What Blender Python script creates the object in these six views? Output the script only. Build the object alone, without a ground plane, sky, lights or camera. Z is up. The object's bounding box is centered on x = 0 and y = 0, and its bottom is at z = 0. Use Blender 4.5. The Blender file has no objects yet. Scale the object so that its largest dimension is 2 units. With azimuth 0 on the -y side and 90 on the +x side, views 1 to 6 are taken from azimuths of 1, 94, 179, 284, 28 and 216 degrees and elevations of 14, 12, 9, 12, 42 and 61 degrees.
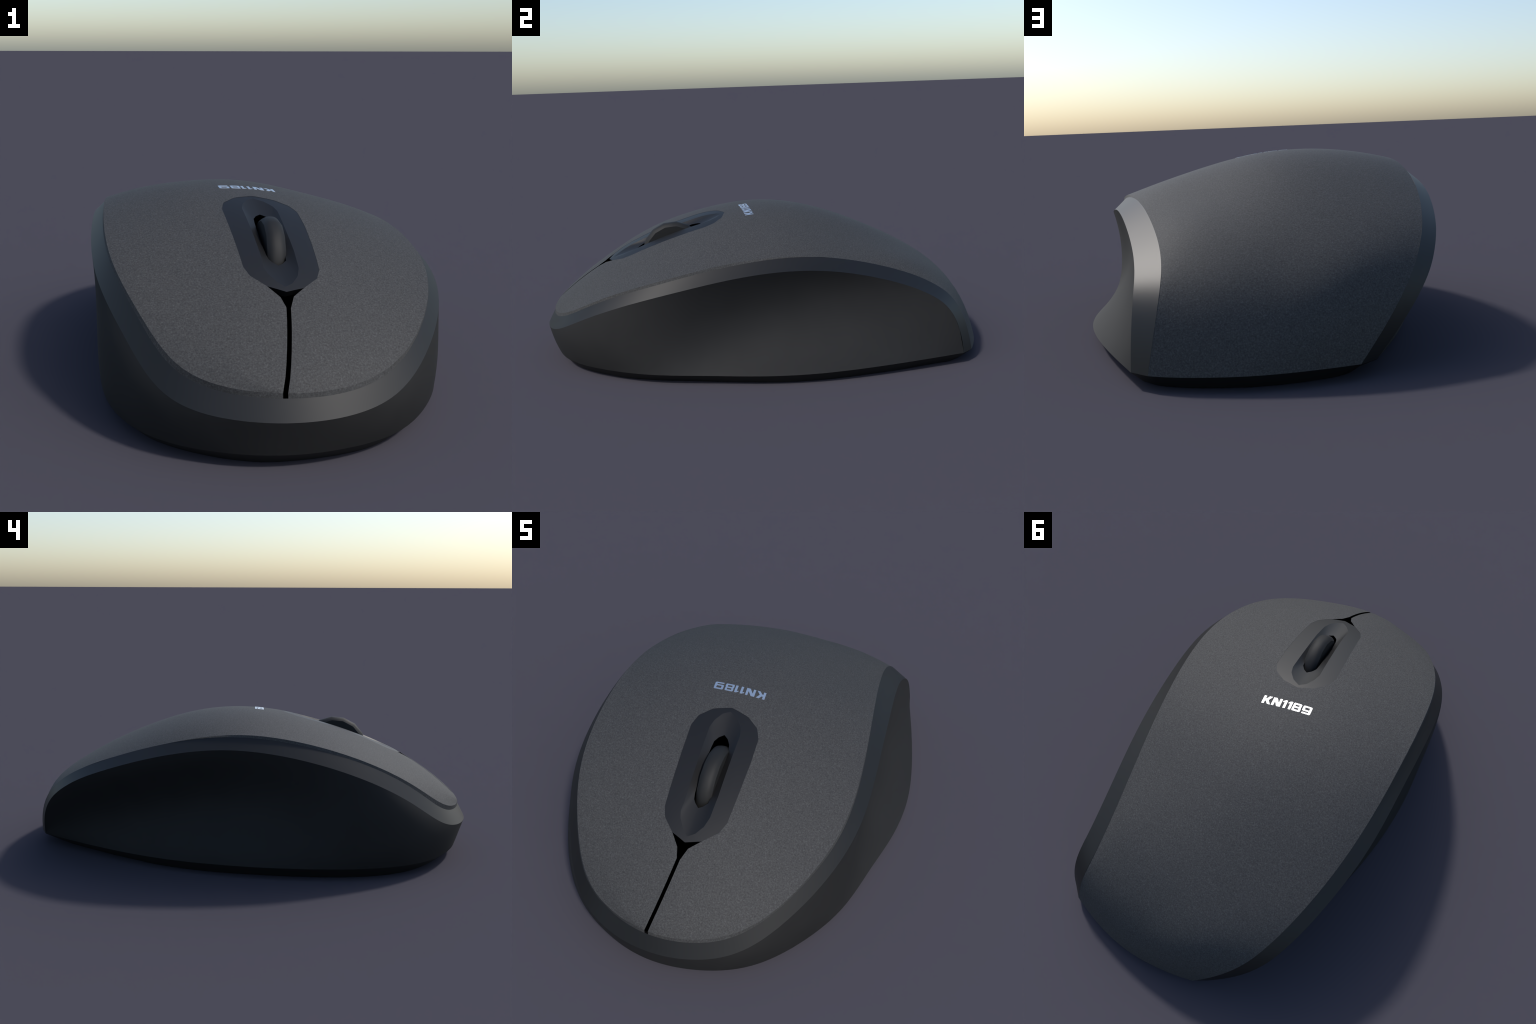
"""A dark grey, asymmetric computer mouse: speckled domed top shell split by a
click groove, a chamfered trim band, concave side wall, undercut base plate,
a scroll wheel in a recessed housing, and a silvery printed code.

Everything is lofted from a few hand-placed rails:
  SHELL_RAIL  upper crease of the top shell      LIP_RAIL   lower lip of the shell
  BAND_RAIL   lower edge of the chamfered band   FOOT_RAIL  lower edge of the wall
Each rail runs rear-left -> round the nose -> rear-right (nose towards -y).
"""
import bpy, bmesh, math
import numpy as np
from mathutils import Vector, geometry

# ------------------------------------------------------------------ rails
SHELL_RAIL = [
    (-0.299, 0.934, 0.047), (-0.455, 0.856, 0.237), (-0.533, 0.701, 0.380),
    (-0.575, 0.465, 0.476), (-0.585, 0.192, 0.558), (-0.554, -0.087, 0.611),
    (-0.508, -0.358, 0.576), (-0.444, -0.601, 0.499), (-0.325, -0.785, 0.389),
    (-0.219, -0.905, 0.274), (-0.071, -0.959, 0.236), (0.113, -0.972, 0.228),
    (0.292, -0.907, 0.224), (0.438, -0.793, 0.269), (0.535, -0.602, 0.366),
    (0.573, -0.338, 0.440), (0.499, -0.028, 0.506), (0.398, 0.298, 0.499),
    (0.312, 0.597, 0.422), (0.266, 0.818, 0.331), (0.286, 0.923, 0.225),
    (0.318, 0.947, 0.045)]
LIP_RAIL = [
    (-0.299, 0.934, 0.047), (-0.446, 0.858, 0.225), (-0.525, 0.725, 0.365),
    (-0.569, 0.511, 0.458), (-0.587, 0.249, 0.545), (-0.561, -0.038, 0.600),
    (-0.517, -0.332, 0.571), (-0.453, -0.591, 0.494), (-0.334, -0.777, 0.382),
    (-0.235, -0.896, 0.264), (-0.098, -0.947, 0.221), (0.076, -0.977, 0.215),
    (0.257, -0.928, 0.210), (0.411, -0.828, 0.238), (0.520, -0.643, 0.339),
    (0.579, -0.377, 0.419), (0.513, -0.067, 0.487), (0.409, 0.262, 0.506),
    (0.319, 0.570, 0.431), (0.266, 0.806, 0.339), (0.284, 0.923, 0.232),
    (0.318, 0.947, 0.045)]
BAND_RAIL = [
    (-0.351, 0.893, 0.048), (-0.509, 0.821, 0.221), (-0.583, 0.679, 0.350),
    (-0.621, 0.463, 0.435), (-0.637, 0.214, 0.513), (-0.598, -0.060, 0.554),
    (-0.556, -0.344, 0.519), (-0.492, -0.600, 0.438), (-0.367, -0.792, 0.320),
    (-0.257, -0.924, 0.188), (-0.063, -1.003, 0.162), (0.174, -0.997, 0.154),
    (0.391, -0.892, 0.166), (0.506, -0.739, 0.250), (0.587, -0.528, 0.334),
    (0.609, -0.285, 0.396), (0.545, -0.008, 0.447), (0.473, 0.287, 0.456),
    (0.400, 0.561, 0.392), (0.356, 0.775, 0.312), (0.365, 0.888, 0.220),
    (0.373, 0.905, 0.046)]
FOOT_RAIL = [
    (-0.351, 0.893, 0.048), (-0.543, 0.427, 0.047), (-0.588, 0.013, 0.049),
    (-0.547, -0.355, 0.050), (-0.465, -0.652, 0.049), (-0.325, -0.850, 0.046),
    (-0.136, -0.944, 0.046), (0.071, -0.974, 0.046), (0.267, -0.918, 0.044),
    (0.431, -0.813, 0.042), (0.541, -0.623, 0.042), (0.615, -0.402, 0.041),
    (0.615, -0.144, 0.041), (0.645, 0.138, 0.040), (0.570, 0.471, 0.043),
    (0.373, 0.905, 0.046)]
# how high the shell is crowned above the chord between its two rails:
# one row per cross-section from nose to tail, five stations left to right
CROWN = [
    (-0.008, 0.013, 0.008, 0.009, -0.001), (0.023, 0.051, 0.053, 0.052, 0.026),
    (0.015, 0.036, 0.068, 0.047, 0.013), (0.025, 0.045, 0.079, 0.033, 0.007),
    (0.020, 0.068, 0.085, 0.050, 0.019), (0.034, 0.083, 0.102, 0.062, 0.018),
    (0.045, 0.087, 0.121, 0.068, 0.040), (0.024, 0.065, 0.096, 0.052, 0.015),
    (0.016, 0.029, 0.052, 0.040, 0.038), (0.015, 0.046, 0.019, 0.042, 0.007),
    (0.015, 0.028, 0.022, 0.029, 0.026), (0.001, 0.002, 0.0, -0.001, -0.002)]
# how far the tail bulges backwards in the last four cross-sections
TAIL = [
    (0.016, 0.021, 0.025, 0.031, 0.035), (0.007, 0.049, 0.037, 0.013, -0.015),
    (0.026, 0.057, 0.067, 0.036, 0.017), (0.018, 0.046, 0.062, 0.045, 0.017)]
# bow of the side wall (out +, in -) from rear-left round to rear-right,
# how much of that bow sits above mid height, and a flare just above the foot
WALL_BOW = [-0.045, -0.080, -0.100, -0.160, -0.034, 0.066, -0.033,
            0.055, -0.004, -0.102, -0.070, -0.010, 0.000]
WALL_SKEW = [0.000, 0.020, 0.040, 0.058, -0.004, 0.005, 0.000,
             0.000, -0.002, 0.012, -0.006, 0.000, 0.000]
WALL_FLARE = [0.025, 0.048, 0.064, 0.128, 0.004, 0.008, 0.000,
              0.000, 0.000, 0.000, 0.000, 0.000, 0.000]
# contact outline of the base on the table
SOLE = [(0.010, 0.949), (-0.090, 0.936), (-0.177, 0.911), (-0.252, 0.877),
        (-0.300, 0.818), (-0.362, 0.680), (-0.419, 0.531), (-0.470, 0.375),
        (-0.505, 0.246), (-0.524, 0.044), (-0.513, -0.160), (-0.488, -0.350),
        (-0.452, -0.510), (-0.400, -0.646), (-0.330, -0.748), (-0.256, -0.812),
        (-0.165, -0.862), (-0.065, -0.897), (0.043, -0.911), (0.164, -0.890),
        (0.273, -0.852), (0.350, -0.805), (0.416, -0.733), (0.476, -0.630),
        (0.518, -0.537), (0.550, -0.400), (0.562, -0.275), (0.573, -0.151),
        (0.583, -0.030), (0.585, 0.150), (0.553, 0.330), (0.500, 0.490),
        (0.444, 0.635), (0.381, 0.764), (0.345, 0.850), (0.300, 0.893),
        (0.200, 0.930), (0.100, 0.946)]


def bspline(t, n):
    """Clamped uniform cubic B-spline basis, rows = t."""
    t = np.clip(np.asarray(t, float), 0, 1 - 1e-9)
    k = 3
    kn = np.concatenate([[0] * k, np.linspace(0, 1, n - k + 1), [1] * k])
    N = [((t >= kn[i]) & (t < kn[i + 1])).astype(float) for i in range(len(kn) - 1)]
    for d in range(1, k + 1):
        M = []
        for i in range(len(kn) - 1 - d):
            a, b = kn[i + d] - kn[i], kn[i + d + 1] - kn[i + 1]
            x = np.zeros_like(t)
            if a > 0:
                x = x + (t - kn[i]) / a * N[i]
            if b > 0:
                x = x + (kn[i + d + 1] - t) / b * N[i + 1]
            M.append(x)
        N = M
    return np.stack(N, -1)


class Rail:
    """A rail split at the nose; left(f) and right(f) run nose (0) -> tail (1) by length."""
    def __init__(self, ctrl, nose_x=None, plan=False):
        t = np.linspace(0, 1, 3001)
        X = bspline(t, len(ctrl)) @ np.array(ctrl)
        if nose_x is None:
            m = int(np.argmin(X[:, 1]))
        else:
            front = np.where(X[:, 1] < -0.8)[0]
            m = front[np.argmin(abs(X[front, 0] - nose_x))]
        dim = 2 if plan else 3
        s = np.r_[0, np.cumsum(np.linalg.norm(np.diff(X[:, :dim], axis=0), axis=1))]
        self.X, self.s, self.m = X, s, m
        self.nose = X[m]

    def _at(self, a):
        return np.stack([np.interp(a, self.s, self.X[:, i]) for i in range(3)], -1)

    def left(self, f):
        return self._at(self.s[self.m] * (1 - np.asarray(f)))

    def right(self, f):
        return self._at(self.s[self.m] + (self.s[-1] - self.s[self.m]) * np.asarray(f))

    def around(self, w):
        """w = -1 rear-left, 0 nose, 1 rear-right"""
        w = np.asarray(w, float)
        return np.where((w < 0)[:, None], self.left(-w), self.right(w))


shell_rail = Rail(SHELL_RAIL)
lip_rail = Rail(LIP_RAIL, nose_x=shell_rail.nose[0])
NCU, NCV = 7, 13
BULGE = np.zeros((NCU - 2, NCV - 1, 3))
BULGE[:, :, 2] = np.array(CROWN).T
BULGE[:, 8:, 1] = np.array(TAIL).T


def shell(u, v):
    """Point on the top shell. u: 0 left rail .. 1 right rail, v: 0 nose .. 1 tail."""
    u, v = np.atleast_1d(u).astype(float), np.atleast_1d(v).astype(float)
    P = shell_rail.left(v) * (1 - u)[:, None] + shell_rail.right(v) * u[:, None]
    Bu, Bv = bspline(u, NCU)[:, 1:-1], bspline(v, NCV)[:, 1:]
    return P + np.einsum("pi,pj,ijc->pc", Bu, Bv, BULGE)


def shell_normal(u, v):
    e = 1e-3
    u0, u1 = np.clip(u - e, 0, 1), np.clip(u + e, 0, 1)
    v0, v1 = np.clip(v - e, 0.004, 1), np.clip(v + e, 0.004, 1)
    n = np.cross(shell(u1, v) - shell(u0, v), shell(u, v1) - shell(u, v0))
    n /= np.linalg.norm(n, axis=1)[:, None] + 1e-12
    return n


_gu, _gv = [a.ravel() for a in np.meshgrid(np.linspace(0, 1, 81), np.linspace(0.002, 0.75, 161), indexing="ij")]
_gp = shell(_gu, _gv)


def locate(xy):
    """(x, y) in the front three quarters of the shell -> (u, v), by Newton steps."""
    xy = np.atleast_2d(np.asarray(xy, float))
    k = np.array([np.argmin(((_gp[:, :2] - p) ** 2).sum(1)) for p in xy])
    u, v = _gu[k].copy(), _gv[k].copy()
    e = 1e-4
    for _ in range(6):
        P = shell(u, v)[:, :2]
        Ju = (shell(np.clip(u + e, 0, 1), v)[:, :2] - P) / e
        Jv = (shell(u, v + e)[:, :2] - P) / e
        r = xy - P
        det = Ju[:, 0] * Jv[:, 1] - Ju[:, 1] * Jv[:, 0]
        u = np.clip(u + np.clip((r[:, 0] * Jv[:, 1] - r[:, 1] * Jv[:, 0]) / det, -.05, .05), 0.001, 0.999)
        v = np.clip(v + np.clip((Ju[:, 0] * r[:, 1] - Ju[:, 1] * r[:, 0]) / det, -.05, .05), 0.001, 0.95)
    return u, v


def on_shell(xy, lift=0.0):
    u, v = locate(xy)
    return shell(u, v) + shell_normal(u, v) * np.asarray(lift).reshape(-1, 1)


# ------------------------------------------------------------------ materials
def new_material(name):
    m = bpy.data.materials.new(name)
    m.use_nodes = True
    nt = m.node_tree
    return m, nt, nt.nodes["Principled BSDF"]


def plain(name, colour, rough, metallic=0.0, specular=0.5, variation=0.06, scale=9.0):
    m, nt, b = new_material(name)
    tc = nt.nodes.new("ShaderNodeTexCoord")
    no = nt.nodes.new("ShaderNodeTexNoise")
    no.inputs["Scale"].default_value = scale
    no.inputs["Detail"].default_value = 3
    nt.links.new(tc.outputs["Object"], no.inputs["Vector"])
    ramp = nt.nodes.new("ShaderNodeValToRGB")
    c = np.array(colour)
    ramp.color_ramp.elements[0].position = 0.3
    ramp.color_ramp.elements[1].position = 0.7
    ramp.color_ramp.elements[0].color = (*(c * (1 - variation)), 1)
    ramp.color_ramp.elements[1].color = (*(c * (1 + variation)), 1)
    nt.links.new(no.outputs["Fac"], ramp.inputs["Fac"])
    nt.links.new(ramp.outputs["Color"], b.inputs["Base Color"])
    b.inputs["Roughness"].default_value = rough
    b.inputs["Metallic"].default_value = metallic
    b.inputs["Specular IOR Level"].default_value = specular
    return m


def speckled(name, dark, light, rough, specular):
    """Matt plastic with a fine woven-looking speckle and a faint orange-peel bump."""
    m, nt, b = new_material(name)
    tc = nt.nodes.new("ShaderNodeTexCoord")
    fine = nt.nodes.new("ShaderNodeTexNoise")
    fine.inputs["Scale"].default_value = SPECKLE
    fine.inputs["Detail"].default_value = 2.5
    fine.inputs["Roughness"].default_value = 0.65
    nt.links.new(tc.outputs["Object"], fine.inputs["Vector"])
    ramp = nt.nodes.new("ShaderNodeValToRGB")
    ramp.color_ramp.elements[0].position = 0.28
    ramp.color_ramp.elements[1].position = 0.74
    ramp.color_ramp.elements[0].color = (*dark, 1)
    ramp.color_ramp.elements[1].color = (*[1.2 * c for c in light], 1)
    mid = ramp.color_ramp.elements.new(0.60)
    mid.color = (*[0.30 * a + 0.70 * b for a, b in zip(dark, light)], 1)
    nt.links.new(fine.outputs["Fac"], ramp.inputs["Fac"])
    nt.links.new(ramp.outputs["Color"], b.inputs["Base Color"])
    bump = nt.nodes.new("ShaderNodeBump")
    bump.inputs["Strength"].default_value = 0.12
    bump.inputs["Distance"].default_value = 0.004
    nt.links.new(fine.outputs["Fac"], bump.inputs["Height"])
    nt.links.new(bump.outputs["Normal"], b.inputs["Normal"])
    b.inputs["Roughness"].default_value = rough
    b.inputs["Specular IOR Level"].default_value = specular
    return m


SPECKLE = 200.0
MAT_SHELL = speckled("speckled_grey_plastic", (0.023, 0.023, 0.023), (0.062, 0.062, 0.062), 0.74, 0.38)
MAT_BAND = plain("satin_black_band", (0.006, 0.006, 0.006), 0.50, specular=0.45)
MAT_WALL = plain("matt_dark_rubber", (0.0145, 0.0145, 0.0145), 0.75, specular=0.3)
MAT_BASE = plain("black_base", (0.010, 0.010, 0.010), 0.7, specular=0.3)
MAT_HOUSING = plain("satin_dark_housing", (0.006, 0.006, 0.0065), 0.50, specular=0.45)
MAT_WHEEL = plain("wheel_rubber", (0.012, 0.012, 0.012), 0.65, specular=0.33)
MAT_VOID = plain("painted_gap_dark", (0.001, 0.001, 0.001), 1.0, specular=0.0, variation=0.0)  # near-zero colour bakes in the missing light inside groove and slot
MAT_PRINT = plain("silver_print", (0.86, 0.88, 0.90), 0.42, metallic=1.0, variation=0.01)


# ------------------------------------------------------------------ helpers
root = bpy.data.objects.new("computer_mouse", None)
bpy.context.scene.collection.objects.link(root)
root["label"] = "dark grey cordless computer mouse with speckled top shell and scroll wheel"
root["category"] = "computer mouse"


def add_mesh(name, verts, faces, material, parent=root, smooth=True, normals=None, kind=None):
    me = bpy.data.meshes.new(name)
    me.from_pydata([tuple(map(float, p)) for p in verts], [], faces)
    me.validate()
    me.update()
    me.materials.append(material)
    me.polygons.foreach_set("use_smooth", [smooth] * len(me.polygons))
    if normals is not None:
        me.normals_split_custom_set_from_vertices([tuple(map(float, n)) for n in normals])
    ob = bpy.data.objects.new(name, me)
    bpy.context.scene.collection.objects.link(ob)
    ob.parent = parent
    if kind:
        ob["kind"] = kind
    return ob


def strip(rows, closed=False):
    """Quad strip through rows of equal length -> verts, faces."""
    n = len(rows[0])
    verts = np.concatenate(rows)
    faces = []
    for r in range(len(rows) - 1):
        for i in range(n if closed else n - 1):
            j = (i + 1) % n
            faces.append((r * n + i, r * n + j, (r + 1) * n + j, (r + 1) * n + i))
    return verts, faces


def inside(poly, p):
    x, y = p
    c = False
    for (x0, y0), (x1, y1) in zip(poly, np.roll(poly, -1, 0)):
        if (y0 > y) != (y1 > y) and x < (x1 - x0) * (y - y0) / (y1 - y0) + x0:
            c = not c
    return c


def subdivide_loop(pts, step):
    out = []
    for a, b in zip(pts, np.roll(pts, -1, 0)):
        n = max(1, int(np.ceil(np.linalg.norm(b - a) / step)))
        out += [a + (b - a) * i / n for i in range(n)]
    return np.array(out)


def orient_up(verts, faces, ref):
    """Flip faces whose normal opposes ref(centroid)."""
    V = np.asarray(verts)
    out = []
    for f in faces:
        n = np.cross(V[f[1]] - V[f[0]], V[f[2]] - V[f[0]])
        out.append(tuple(f) if n @ ref(V[list(f)].mean(0)) >= 0 else tuple(f)[::-1])
    return out


# ------------------------------------------------------------------ plan outlines on the shell
# wheel housing: a chamfered lozenge, corners in plan (x, y)
HOUSING = np.array([
    (-0.117, -0.300), (-0.114, -0.250), (-0.080, -0.196), (-0.020, -0.157), (0.054, -0.162),
    (0.109, -0.190), (0.137, -0.230), (0.160, -0.330), (0.180, -0.450), (0.190, -0.520), (0.196, -0.571), (0.187, -0.614), (0.147, -0.666),
    (0.094, -0.695), (0.036, -0.685), (-0.015, -0.652), (-0.036, -0.618)])
# shallow dish inside it, and the slot for the wheel
DISH = np.array([
    (-0.015, -0.174), (-0.037, -0.198), (-0.049, -0.238), (-0.050, -0.275), (-0.043, -0.305),
    (-0.007, -0.455), (0.021, -0.575), (0.026, -0.610), (0.038, -0.632), (0.064, -0.659),
    (0.091, -0.675), (0.113, -0.655), (0.129, -0.621), (0.133, -0.584), (0.121, -0.503),
    (0.096, -0.382), (0.070, -0.252), (0.054, -0.219), (0.022, -0.189)])
SLOT = np.array([
    (0.013, -0.271), (-0.001, -0.290), (-0.008, -0.313), (-0.004, -0.345), (0.017, -0.455),
    (0.035, -0.528), (0.044, -0.549), (0.055, -0.560), (0.074, -0.571), (0.087, -0.559),
    (0.098, -0.539), (0.094, -0.503), (0.076, -0.405), (0.060, -0.325), (0.051, -0.300), (0.033, -0.281)])
DISH_DEPTH = 0.019
GROOVE = [(0.0990, -0.749), (0.1003, -0.790), (0.1003, -0.830), (0.0992, -0.869), (0.0972, -0.905), (0.0942, -0.935)]
GROOVE_HALF = 0.0066

i_l, i_r = 14, 12                       # housing corners where the groove's flare begins
flare_l, flare_r = (0.076, -0.718), (0.115, -0.707)
left_side = [(x - GROOVE_HALF, y) for x, y in GROOVE]
right_side = [(x + GROOVE_HALF, y) for x, y in GROOVE]
cut_xy = [tuple(p) for p in HOUSING[:i_r + 1]] + [flare_r] + right_side
n_right = len(cut_xy)
cut_xy += left_side[::-1] + [flare_l] + [tuple(p) for p in HOUSING[i_l:]]
# finer points along the sides, so the cut follows the dome
fine_xy, nose_edge = [], None
for k, (a, b) in enumerate(zip(cut_xy, cut_xy[1:] + cut_xy[:1])):
    a, b = np.array(a), np.array(b)
    n = 1 if k == n_right - 1 else max(1, int(np.ceil(np.linalg.norm(b - a) / 0.02)))
    fine_xy += [a + (b - a) * i / n for i in range(n)]
    if k == n_right - 1:
        nose_edge = len(fine_xy) - 1     # index of the last right-side point (nose end)
fine_xy = np.array(fine_xy)

# ------------------------------------------------------------------ top shell
V_SCALE = 2.3


def width(v):
    d = shell_rail.right(v) - shell_rail.left(v)
    return np.linalg.norm(d, axis=-1)


def to_flat(u, v):
    return np.stack([(u - 0.5) * width(v), v * V_SCALE], -1)


def build_shell():
    rows_v = np.concatenate([[0.003, 0.008], np.linspace(0.06, 1, 96) ** 1.5])
    rows_v[-1] = 1.0
    pts, edges, left_ids, right_ids = [], [], [], []
    row_ids = []
    cu, cv = locate(fine_xy)
    cut = to_flat(cu, cv)
    # push the nose end of the groove out past the rim
    run_out = np.array([-0.008, -0.125])
    nose_out = np.array([cut[nose_edge] + run_out, cut[(nose_edge + 1) % len(cut)] + run_out])
    cut = np.concatenate([cut[:nose_edge + 1], nose_out, cut[nose_edge + 1:]])
    tip = len(pts)
    pts.append((0.0, 0.0))
    left_ids.append(tip)
    right_ids.append(tip)
    for v in rows_v:
        w = float(width(np.array([v]))[0])
        n = max(2, int(round(w / 0.021)) + 1)
        us = np.linspace(0, 1, n)
        ids = []
        for u in us:
            f = to_flat(np.array([u]), np.array([v]))[0]
            if 0 < u < 1:
                # keep lattice points clear of the cut outline
                d = np.abs(cut - f).max(1).min()
                if d < 0.006 or inside(cut, f):
                    continue
            ids.append(len(pts))
            pts.append(tuple(f))
        row_ids.append(ids)
        left_ids.append(ids[0])
        right_ids.append(ids[-1])
    rim = left_ids[::-1] + right_ids[1:]
    edges += list(zip(rim[:-1], rim[1:]))
    edges += list(zip(row_ids[-1][:-1], row_ids[-1][1:]))
    c0 = len(pts)
    pts += [tuple(p) for p in cut]
    edges += [(c0 + i, c0 + (i + 1) % len(cut)) for i in range(len(cut))]
    # the border between click buttons and palm rest follows one cross-section row
    j_split = int(np.argmin(abs(rows_v - 0.43)))
    ids = row_ids[j_split]
    for a, b in zip(ids[:-1], ids[1:]):
        if abs(pts[a][0] - pts[b][0]) < 0.03:
            edges.append((a, b))
    r = geometry.delaunay_2d_cdt([Vector(p) for p in pts], edges, [], 0, 1e-7)
    P2 = np.array([tuple(p) for p in r[0]])
    tris = [tuple(f) for f in r[2]]
    V = np.clip(P2[:, 1] / V_SCALE, 0, 1)
    W = np.maximum(width(V), 1e-9)
    U = np.clip(P2[:, 0] / W + 0.5, 0, 1)
    U[V < 1e-6] = 0.5
    rim_poly = np.array([pts[i] for i in rim] + [pts[i] for i in row_ids[-1][::-1][1:-1]])
    keep = []
    for t in tris:
        c = P2[list(t)].mean(0)
        a = P2[list(t)]
        ar = abs(np.cross(a[1] - a[0], a[2] - a[0]))
        if ar < 1e-9:
            continue
        if inside(rim_poly, c) and not inside(cut, c):
            keep.append(t)
    X = shell(U, V)
    X[V < 1e-6] = shell_rail.nose
    faces = orient_up(X, keep, lambda c: np.array([0, max(0.0, c[1] - 0.5), 1.0]) if c[1] < 0.8 else np.array([0, 1.0, 0.6]))
    # shared smooth normals
    N = np.zeros_like(X)
    for f in faces:
        n = np.cross(X[f[1]] - X[f[0]], X[f[2]] - X[f[0]])
        for i in f:
            N[i] += n
    L = np.linalg.norm(N, axis=1)
    N[L > 0] /= L[L > 0][:, None]
    # border edges: rim (to hang the lip from) and cut (to hang the gap walls from)
    count = {}
    for f in faces:
        for a, b in zip(f, f[1:] + f[:1]):
            count.setdefault((min(a, b), max(a, b)), []).append((a, b))
    border = [e[0] for e in count.values() if len(e) == 1]
    on_rim = (np.abs(np.abs(P2[:, 0]) - W / 2) < 1e-5) | (V < 1e-6)
    rim_edges = [(a, b) for a, b in border if on_rim[a] and on_rim[b] and not (V[a] > 0.9999 and V[b] > 0.9999)]
    cut_edges = [(a, b) for a, b in border if not (on_rim[a] and on_rim[b]) and not (V[a] > 0.9999 and V[b] > 0.9999)]
    return X, N, U, V, P2, faces, rim_edges, cut_edges, rows_v[j_split]


SX, SN, SU, SV, SF2, s_faces, rim_edges, cut_edges, v_split = build_shell()

top_shell = bpy.data.objects.new("top_shell", None)
bpy.context.scene.collection.objects.link(top_shell)
top_shell.parent = root


def lip_point(i):
    f = np.array([SV[i]])
    return (lip_rail.left(f) if SU[i] < 0.5 else lip_rail.right(f))[0]


def region(face):
    c = SF2[list(face)].mean(0)
    if c[1] / V_SCALE > v_split:
        return "palm"
    v = np.array([c[1] / V_SCALE])
    x = shell(c[0] / width(v) + 0.5, v)[0]
    axis_x = np.interp(x[1], [-1.0, -0.70, -0.16], [0.09, 0.0985, 0.016])
    return "left" if x[0] < axis_x else "right"


def emit_shell_part(name, tag):
    idx, verts, norms, faces = {}, [], [], []

    def vid(key, p, n):
        if key not in idx:
            idx[key] = len(verts)
            verts.append(p)
            norms.append(n)
        return idx[key]

    for f in s_faces:
        if region_of[f] == tag:
            faces.append([vid(("top", i), SX[i], SN[i]) for i in f])
    owner = {}
    for f in s_faces:
        for a, b in zip(f, f[1:] + f[:1]):
            owner[(a, b)] = f
    for a, b in rim_edges:
        if region_of[owner[(a, b)]] != tag:
            continue
        pa, pb, qa, qb = SX[a], SX[b], lip_point(a), lip_point(b)
        if max(np.linalg.norm(pa - qa), np.linalg.norm(pb - qb)) < 0.0015:
            continue

        def lip_n(i):
            d = lip_point(i) - SX[i]
            e = 0.004
            g = (lambda q: (shell_rail.left(q) if SU[i] < 0.5 else shell_rail.right(q))[0])
            t = g(np.array([min(1, SV[i] + e)])) - g(np.array([max(0, SV[i] - e)]))
            n = np.cross(d, t)
            out = np.array([SX[i][0], SX[i][1], 0.0])
            if n @ out < 0:
                n = -n
            n = n / (np.linalg.norm(n) + 1e-12)
            # the lip melts into the dome where it gets thin, towards the tail
            k = np.clip((np.linalg.norm(d) - 0.005) / 0.008, 0, 1)
            n = n * k + SN[i] * (1 - k)
            return n / np.linalg.norm(n)
        A = vid(("la", a), pa, lip_n(a))
        B = vid(("la", b), pb, lip_n(b))
        C = vid(("lb", b), qb, lip_n(b))
        D = vid(("lb", a), qa, lip_n(a))
        faces.append([B, A, D, C])
    return add_mesh(name, verts, faces, MAT_SHELL, parent=top_shell, normals=norms)


region_of = {f: region(f) for f in s_faces}
emit_shell_part("click_button", "left")
emit_shell_part("click_button", "right")
emit_shell_part("palm_rest", "palm")

# groove's darkness modelled as black walls below the cut edges and a floor
GAP = 0.007
verts, faces = [], []
for a, b in cut_edges:
    k = len(verts)
    na, nb = SN[a], SN[b]
    verts += [SX[a] - na * 0.0002, SX[b] - nb * 0.0002, SX[b] - nb * GAP, SX[a] - na * GAP]
    faces.append((k, k + 1, k + 2, k + 3))
k0 = len(verts)                       # disc inside the base, coloured black for the unlit interior
floor = [(0.03 + 0.36 * math.cos(a), -0.42 + 0.40 * math.sin(a), 0.05) for a in np.linspace(0, 2 * np.pi, 40, endpoint=False)]
verts += floor
faces.append(tuple(range(k0, k0 + 40)))
add_mesh("groove_shade_walls", verts, faces, MAT_VOID, smooth=False)

# ------------------------------------------------------------------ trim band
w = np.concatenate([-(np.linspace(1, 0, 130) ** 1.0), np.linspace(0, 1, 130)[1:]])
band_rail = Rail(BAND_RAIL, nose_x=shell_rail.nose[0] + 0.005)
lipL = lip_rail.around(w)
bandL = band_rail.around(w)
inward = np.stack([-lipL[:, 0], -lipL[:, 1] * 0.6, np.zeros(len(w))], 1)
inward /= np.linalg.norm(inward, axis=1)[:, None]
tuck = lipL + inward * 0.016 - np.array([0, 0, 0.014])
tuck[:, 2] = np.maximum(tuck[:, 2], 0.03)
v_, f_ = strip([tuck, lipL, bandL])
n_row = len(w)
band = add_mesh("trim_band", v_, f_, MAT_BAND)
band.data.set_sharp_from_angle(angle=math.radians(35))

# ------------------------------------------------------------------ side wall
band_plan = Rail(BAND_RAIL, plan=True)
foot_plan = Rail(FOOT_RAIL, plan=True)
ww = np.linspace(-1, 1, 241)
top = band_plan.around(ww)
foot = foot_plan.around(ww)
top[0], top[-1] = bandL[0], bandL[-1]
foot[0], foot[-1] = bandL[0] - (0, 0, 0.001), bandL[-1] - (0, 0, 0.001)
tg = np.gradient(0.5 * (top + foot), axis=0)
out = np.stack([tg[:, 1], -tg[:, 0], np.zeros(len(ww))], 1)
out /= np.linalg.norm(out, axis=1)[:, None]
bow = bspline((ww + 1) / 2, len(WALL_BOW)) @ np.array(WALL_BOW)
skew = bspline((ww + 1) / 2, len(WALL_SKEW)) @ np.array(WALL_SKEW)
flare = bspline((ww + 1) / 2, len(WALL_FLARE)) @ np.array(WALL_FLARE)
tall = (top[:, 2] - foot[:, 2]) / 0.4
rows = []
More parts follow.
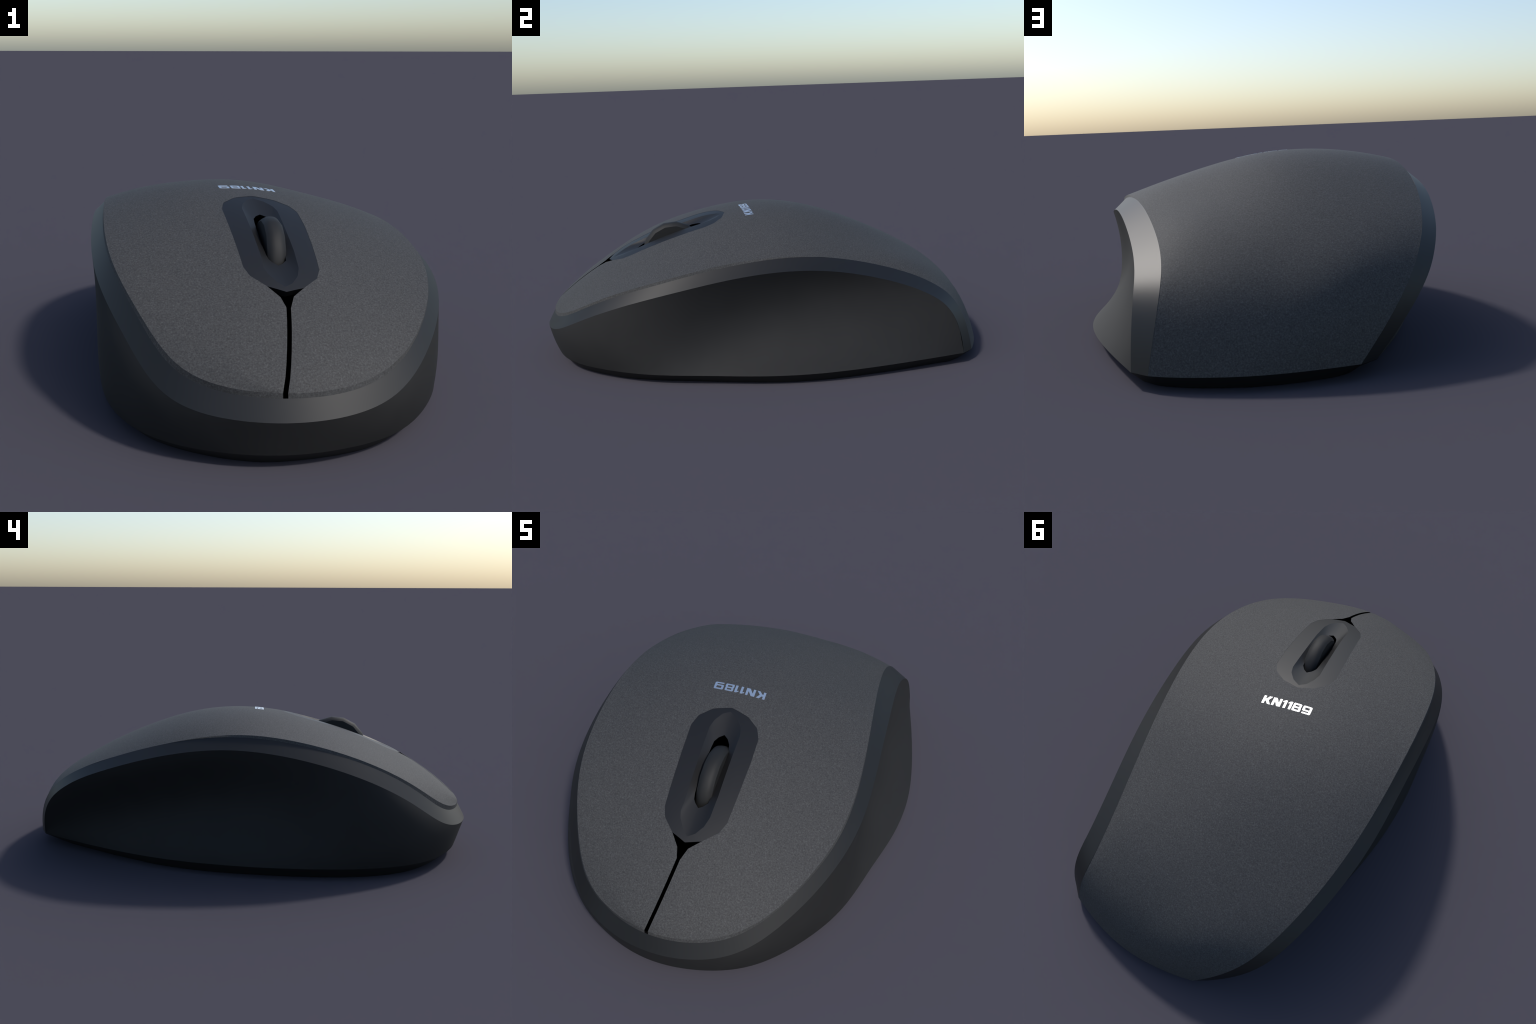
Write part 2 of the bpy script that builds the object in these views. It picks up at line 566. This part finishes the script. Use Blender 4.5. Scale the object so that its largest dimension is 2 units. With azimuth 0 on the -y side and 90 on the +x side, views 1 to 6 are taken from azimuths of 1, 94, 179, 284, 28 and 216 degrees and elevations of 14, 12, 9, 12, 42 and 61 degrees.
for s in np.linspace(0, 1, 25):
    d = tall * (4 * s * (1 - s) * bow + 10 * s * (1 - s) * (1 - 2 * s) * skew + 9.48 * s ** 3 * (1 - s) * flare)
    rows.append(top * (1 - s) + foot * s + out * d[:, None])
v_, f_ = strip(rows)
add_mesh("side_wall", v_, f_, MAT_WALL)

# ------------------------------------------------------------------ base plate
tail_u = np.linspace(0, 1, 41)
tail_edge = shell(tail_u, np.ones(41))
rim_loop = np.concatenate([foot, tail_edge[::-1]])


def catmull_closed(P, per=8):
    P = np.array(P)
    o = []
    for i in range(len(P)):
        p0, p1, p2, p3 = P[i - 1], P[i], P[(i + 1) % len(P)], P[(i + 2) % len(P)]
        for t in np.arange(per) / per:
            o.append(0.5 * (2 * p1 + (p2 - p0) * t + (2 * p0 - 5 * p1 + 4 * p2 - p3) * t * t + (3 * p1 - p0 - 3 * p2 + p3) * t ** 3))
    return np.array(o)


sole = catmull_closed(SOLE)
ang = np.arctan2(sole[:, 0], -sole[:, 1])
order = np.argsort(ang)
a_s, r_s = ang[order], np.hypot(*sole[order].T)
a_l = np.arctan2(rim_loop[:, 0], -rim_loop[:, 1])
r_l = np.interp(a_l, a_s, r_s, period=2 * np.pi)
sole_loop = np.stack([np.sin(a_l) * r_l, -np.cos(a_l) * r_l, np.zeros(len(a_l))], 1)
v_, f_ = strip([rim_loop, sole_loop], closed=True)
n = len(rim_loop)
centre = len(v_)
v_ = np.concatenate([v_, [[0, 0, 0]]])
f_ += [(n + i, n + (i + 1) % n, centre) for i in range(n)]
base = add_mesh("base_plate", v_, f_, MAT_BASE)
base.data.set_sharp_from_angle(angle=math.radians(35))

# ------------------------------------------------------------------ wheel housing
def resample(P, n):
    """n points at equal steps along a closed polygon, corners kept by a light snap."""
    Q = np.concatenate([P, P[:1]])
    d = np.r_[0, np.cumsum(np.linalg.norm(np.diff(Q, axis=0), axis=1))]
    a = np.linspace(0, d[-1], n, endpoint=False)
    for c in d[:-1]:
        a[np.argmin(abs(a - c))] = c
    return np.stack([np.interp(a, d, Q[:, i]) for i in range(2)], 1)


def loop_band(plan0, plan1, lift0, lift1, steps, ease=0.0):
    """Rows of points on the shell between two plan loops; returns verts, faces, shell normals."""
    rows, nrm = [], []
    for k in np.linspace(0, 1, steps + 1):
        q = plan0 * (1 - k) + plan1 * k
        e = k + ease * k * (1 - k)
        uu, vv = locate(q)
        n = shell_normal(uu, vv)
        rows.append(shell(uu, vv) + n * (lift0 * (1 - e) + lift1 * e))
        nrm.append(n)
    X, F = strip(rows, closed=True)
    F = orient_up(X, F, lambda c: np.array([0, -0.3, 1.0]))
    return X, F, np.concatenate(nrm)


NL = 96
outer = resample(np.roll(HOUSING, -3, 0), NL)
dish = resample(np.roll(DISH[::-1], 1, 0), NL)
slot = resample(np.roll(SLOT[::-1], 1, 0), NL)
pX, pF, pN = loop_band(outer, dish, -0.0004, -0.003, 3)
dX, dF, _ = loop_band(dish, slot, -0.003, -DISH_DEPTH, 5, 0.25)
mid = outer.mean(0)
sX, sF = strip([on_shell(outer, -0.0004), on_shell(mid + (outer - mid) * 0.985, -0.026)], closed=True)


def vertex_normals(X, F):
    N = np.zeros_like(X)
    for f in F:
        n = np.cross(X[f[1]] - X[f[0]], X[f[2]] - X[f[0]]) + np.cross(X[f[2]] - X[f[0]], X[f[3]] - X[f[0]])
        for i in f:
            N[i] += n
    return N / (np.linalg.norm(N, axis=1)[:, None] + 1e-15)


k1, k2 = len(pX), len(pX) + len(dX)
HX = np.concatenate([pX, dX, sX])
HF = list(pF) + [tuple(i + k1 for i in f) for f in dF] + [tuple(i + k2 for i in f) for f in sF]
dN = vertex_normals(dX, dF).reshape(-1, NL, 3)
for _ in range(4):                      # soften the facets round the dish
    dN = 0.5 * dN + 0.25 * (np.roll(dN, 1, 1) + np.roll(dN, -1, 1))
dN = (dN / np.linalg.norm(dN, axis=2)[:, :, None]).reshape(-1, 3)
HN = np.concatenate([pN, dN, vertex_normals(sX, sF)])
housing = add_mesh("wheel_housing", HX, HF, MAT_HOUSING, normals=HN)
sv, sf = strip([on_shell(slot, -DISH_DEPTH - 0.0003), on_shell(slot, -DISH_DEPTH - 0.006)], closed=True)
add_mesh("slot_shade_ring", sv, sf, MAT_VOID, parent=housing, smooth=False)  # blackened ring drawn for the shadow down the wheel slot

# ------------------------------------------------------------------ scroll wheel
centre = np.array([0.0385, -0.3965, 0.4495])
axle = np.array([0.977, 0.20, -0.07])
axle /= np.linalg.norm(axle)
fwd = np.cross(axle, [0, 0, 1.0])
fwd /= np.linalg.norm(fwd)
if fwd[1] > 0:
    fwd = -fwd
up = np.cross(fwd, axle)
if up[2] < 0:
    up = -up
SEG, PHASE = 16, math.radians(51.4)
tread = [(0.030 * k / 5, 0.147 - 0.015 * abs(k / 5) ** 2.8) for k in range(-5, 6)]
rows = []
for off, rad in tread:
    rows.append(np.array([centre + axle * off + rad * (fwd * math.cos(PHASE + 2 * math.pi * k / SEG) + up * math.sin(PHASE + 2 * math.pi * k / SEG)) for k in range(SEG)]))
v_, f_ = strip(rows, closed=True)
nn = len(v_)
v_ = np.concatenate([v_, rows[0], rows[-1]])
f_.append(tuple(nn + k for k in range(SEG))[::-1])
f_.append(tuple(nn + SEG + k for k in range(SEG)))
wheel = add_mesh("scroll_wheel", v_, f_, MAT_WHEEL, parent=housing)
bm = bmesh.new()
bm.from_mesh(wheel.data)
bmesh.ops.recalc_face_normals(bm, faces=bm.faces)
bm.to_mesh(wheel.data)
bm.free()
for p in wheel.data.polygons:
    p.use_smooth = len(p.vertices) == 4

# ------------------------------------------------------------------ printed code
# square, heavy lettering; each glyph is outer loop + holes in a unit box (x right, y up)
GLYPHS = {
    "K": [[(0, 0), (.27, 0), (.27, .36), (.40, .36), (.70, 0), (1.04, 0), (.66, .50), (1.00, 1), (.66, 1), (.40, .64), (.27, .64), (.27, 1), (0, 1)]],
    "N": [[(0, 0), (.25, 0), (.25, .62), (.62, 0), (1, 0), (1, 1), (.75, 1), (.75, .40), (.38, 1), (0, 1)]],
    "1": [[(.46, 0), (1, 0), (1, 1), (.58, 1), (.06, .84), (.06, .70), (.46, .79)]],
    "8": [[(.10, 0), (.90, 0), (1, .08), (1, .44), (.93, .51), (.98, .58), (.98, .92), (.88, 1), (.12, 1), (.02, .92), (.02, .58), (.07, .51), (0, .44), (0, .08)],
          [(.24, .18), (.76, .18), (.76, .42), (.24, .42)], [(.25, .59), (.75, .59), (.75, .82), (.25, .82)]],
    "9": [[(.05, 0), (.90, 0), (1, .08), (1, .92), (.90, 1), (.10, 1), (0, .92), (0, .42), (.10, .34), (.76, .34), (.76, .17), (.05, .17)],
          [(.24, .51), (.76, .51), (.76, .82), (.24, .82)]],
}
LAYOUT = [("K", 0.0, 0.168), ("N", 0.200, 0.378), ("1", 0.402, 0.484), ("1", 0.512, 0.594), ("8", 0.620, 0.788), ("9", 0.820, 1.0)]
T0, T_RUN, T_UP = np.array([0.0535, -0.0118]), np.array([-0.1990, -0.053]), np.array([0.0102, -0.0380])


def emit_letter(ch, x0, x1):
    loops = [subdivide_loop(np.array(l, float), 0.2) for l in GLYPHS[ch]]
    pts, edges = [], []
    for l in loops:
        k = len(pts)
        pts += [tuple(p) for p in l]
        edges += [(k + i, k + (i + 1) % len(l)) for i in range(len(l))]
    r = geometry.delaunay_2d_cdt([Vector(p) for p in pts], edges, [], 0, 1e-6)
    P2 = np.array([tuple(p) for p in r[0]])
    tris = []
    for f in r[2]:
        c = P2[list(f)].mean(0)
        if inside(loops[0], c) and not any(inside(h, c) for h in loops[1:]):
            tris.append(tuple(f))
    plan = T0 + (x0 + P2[:, :1] * (x1 - x0)) * T_RUN + P2[:, 1:] * T_UP
    topv = on_shell(plan, 0.0007)
    low = on_shell(plan, -0.001)
    n = len(P2)
    faces = orient_up(topv, tris, lambda c: np.array([0, 0, 1.0]))
    count = {}
    for f in faces:
        for a, b in zip(f, f[1:] + f[:1]):
            count.setdefault((min(a, b), max(a, b)), []).append((a, b))
    sides = [(b, a, a + n, b + n) for (a, b), in [e for e in count.values() if len(e) == 1]]
    add_mesh("printed_letter", np.concatenate([topv, low]), faces + sides, MAT_PRINT, parent=top_shell, smooth=False)


for ch, x0, x1 in LAYOUT:
    emit_letter(ch, x0, x1)
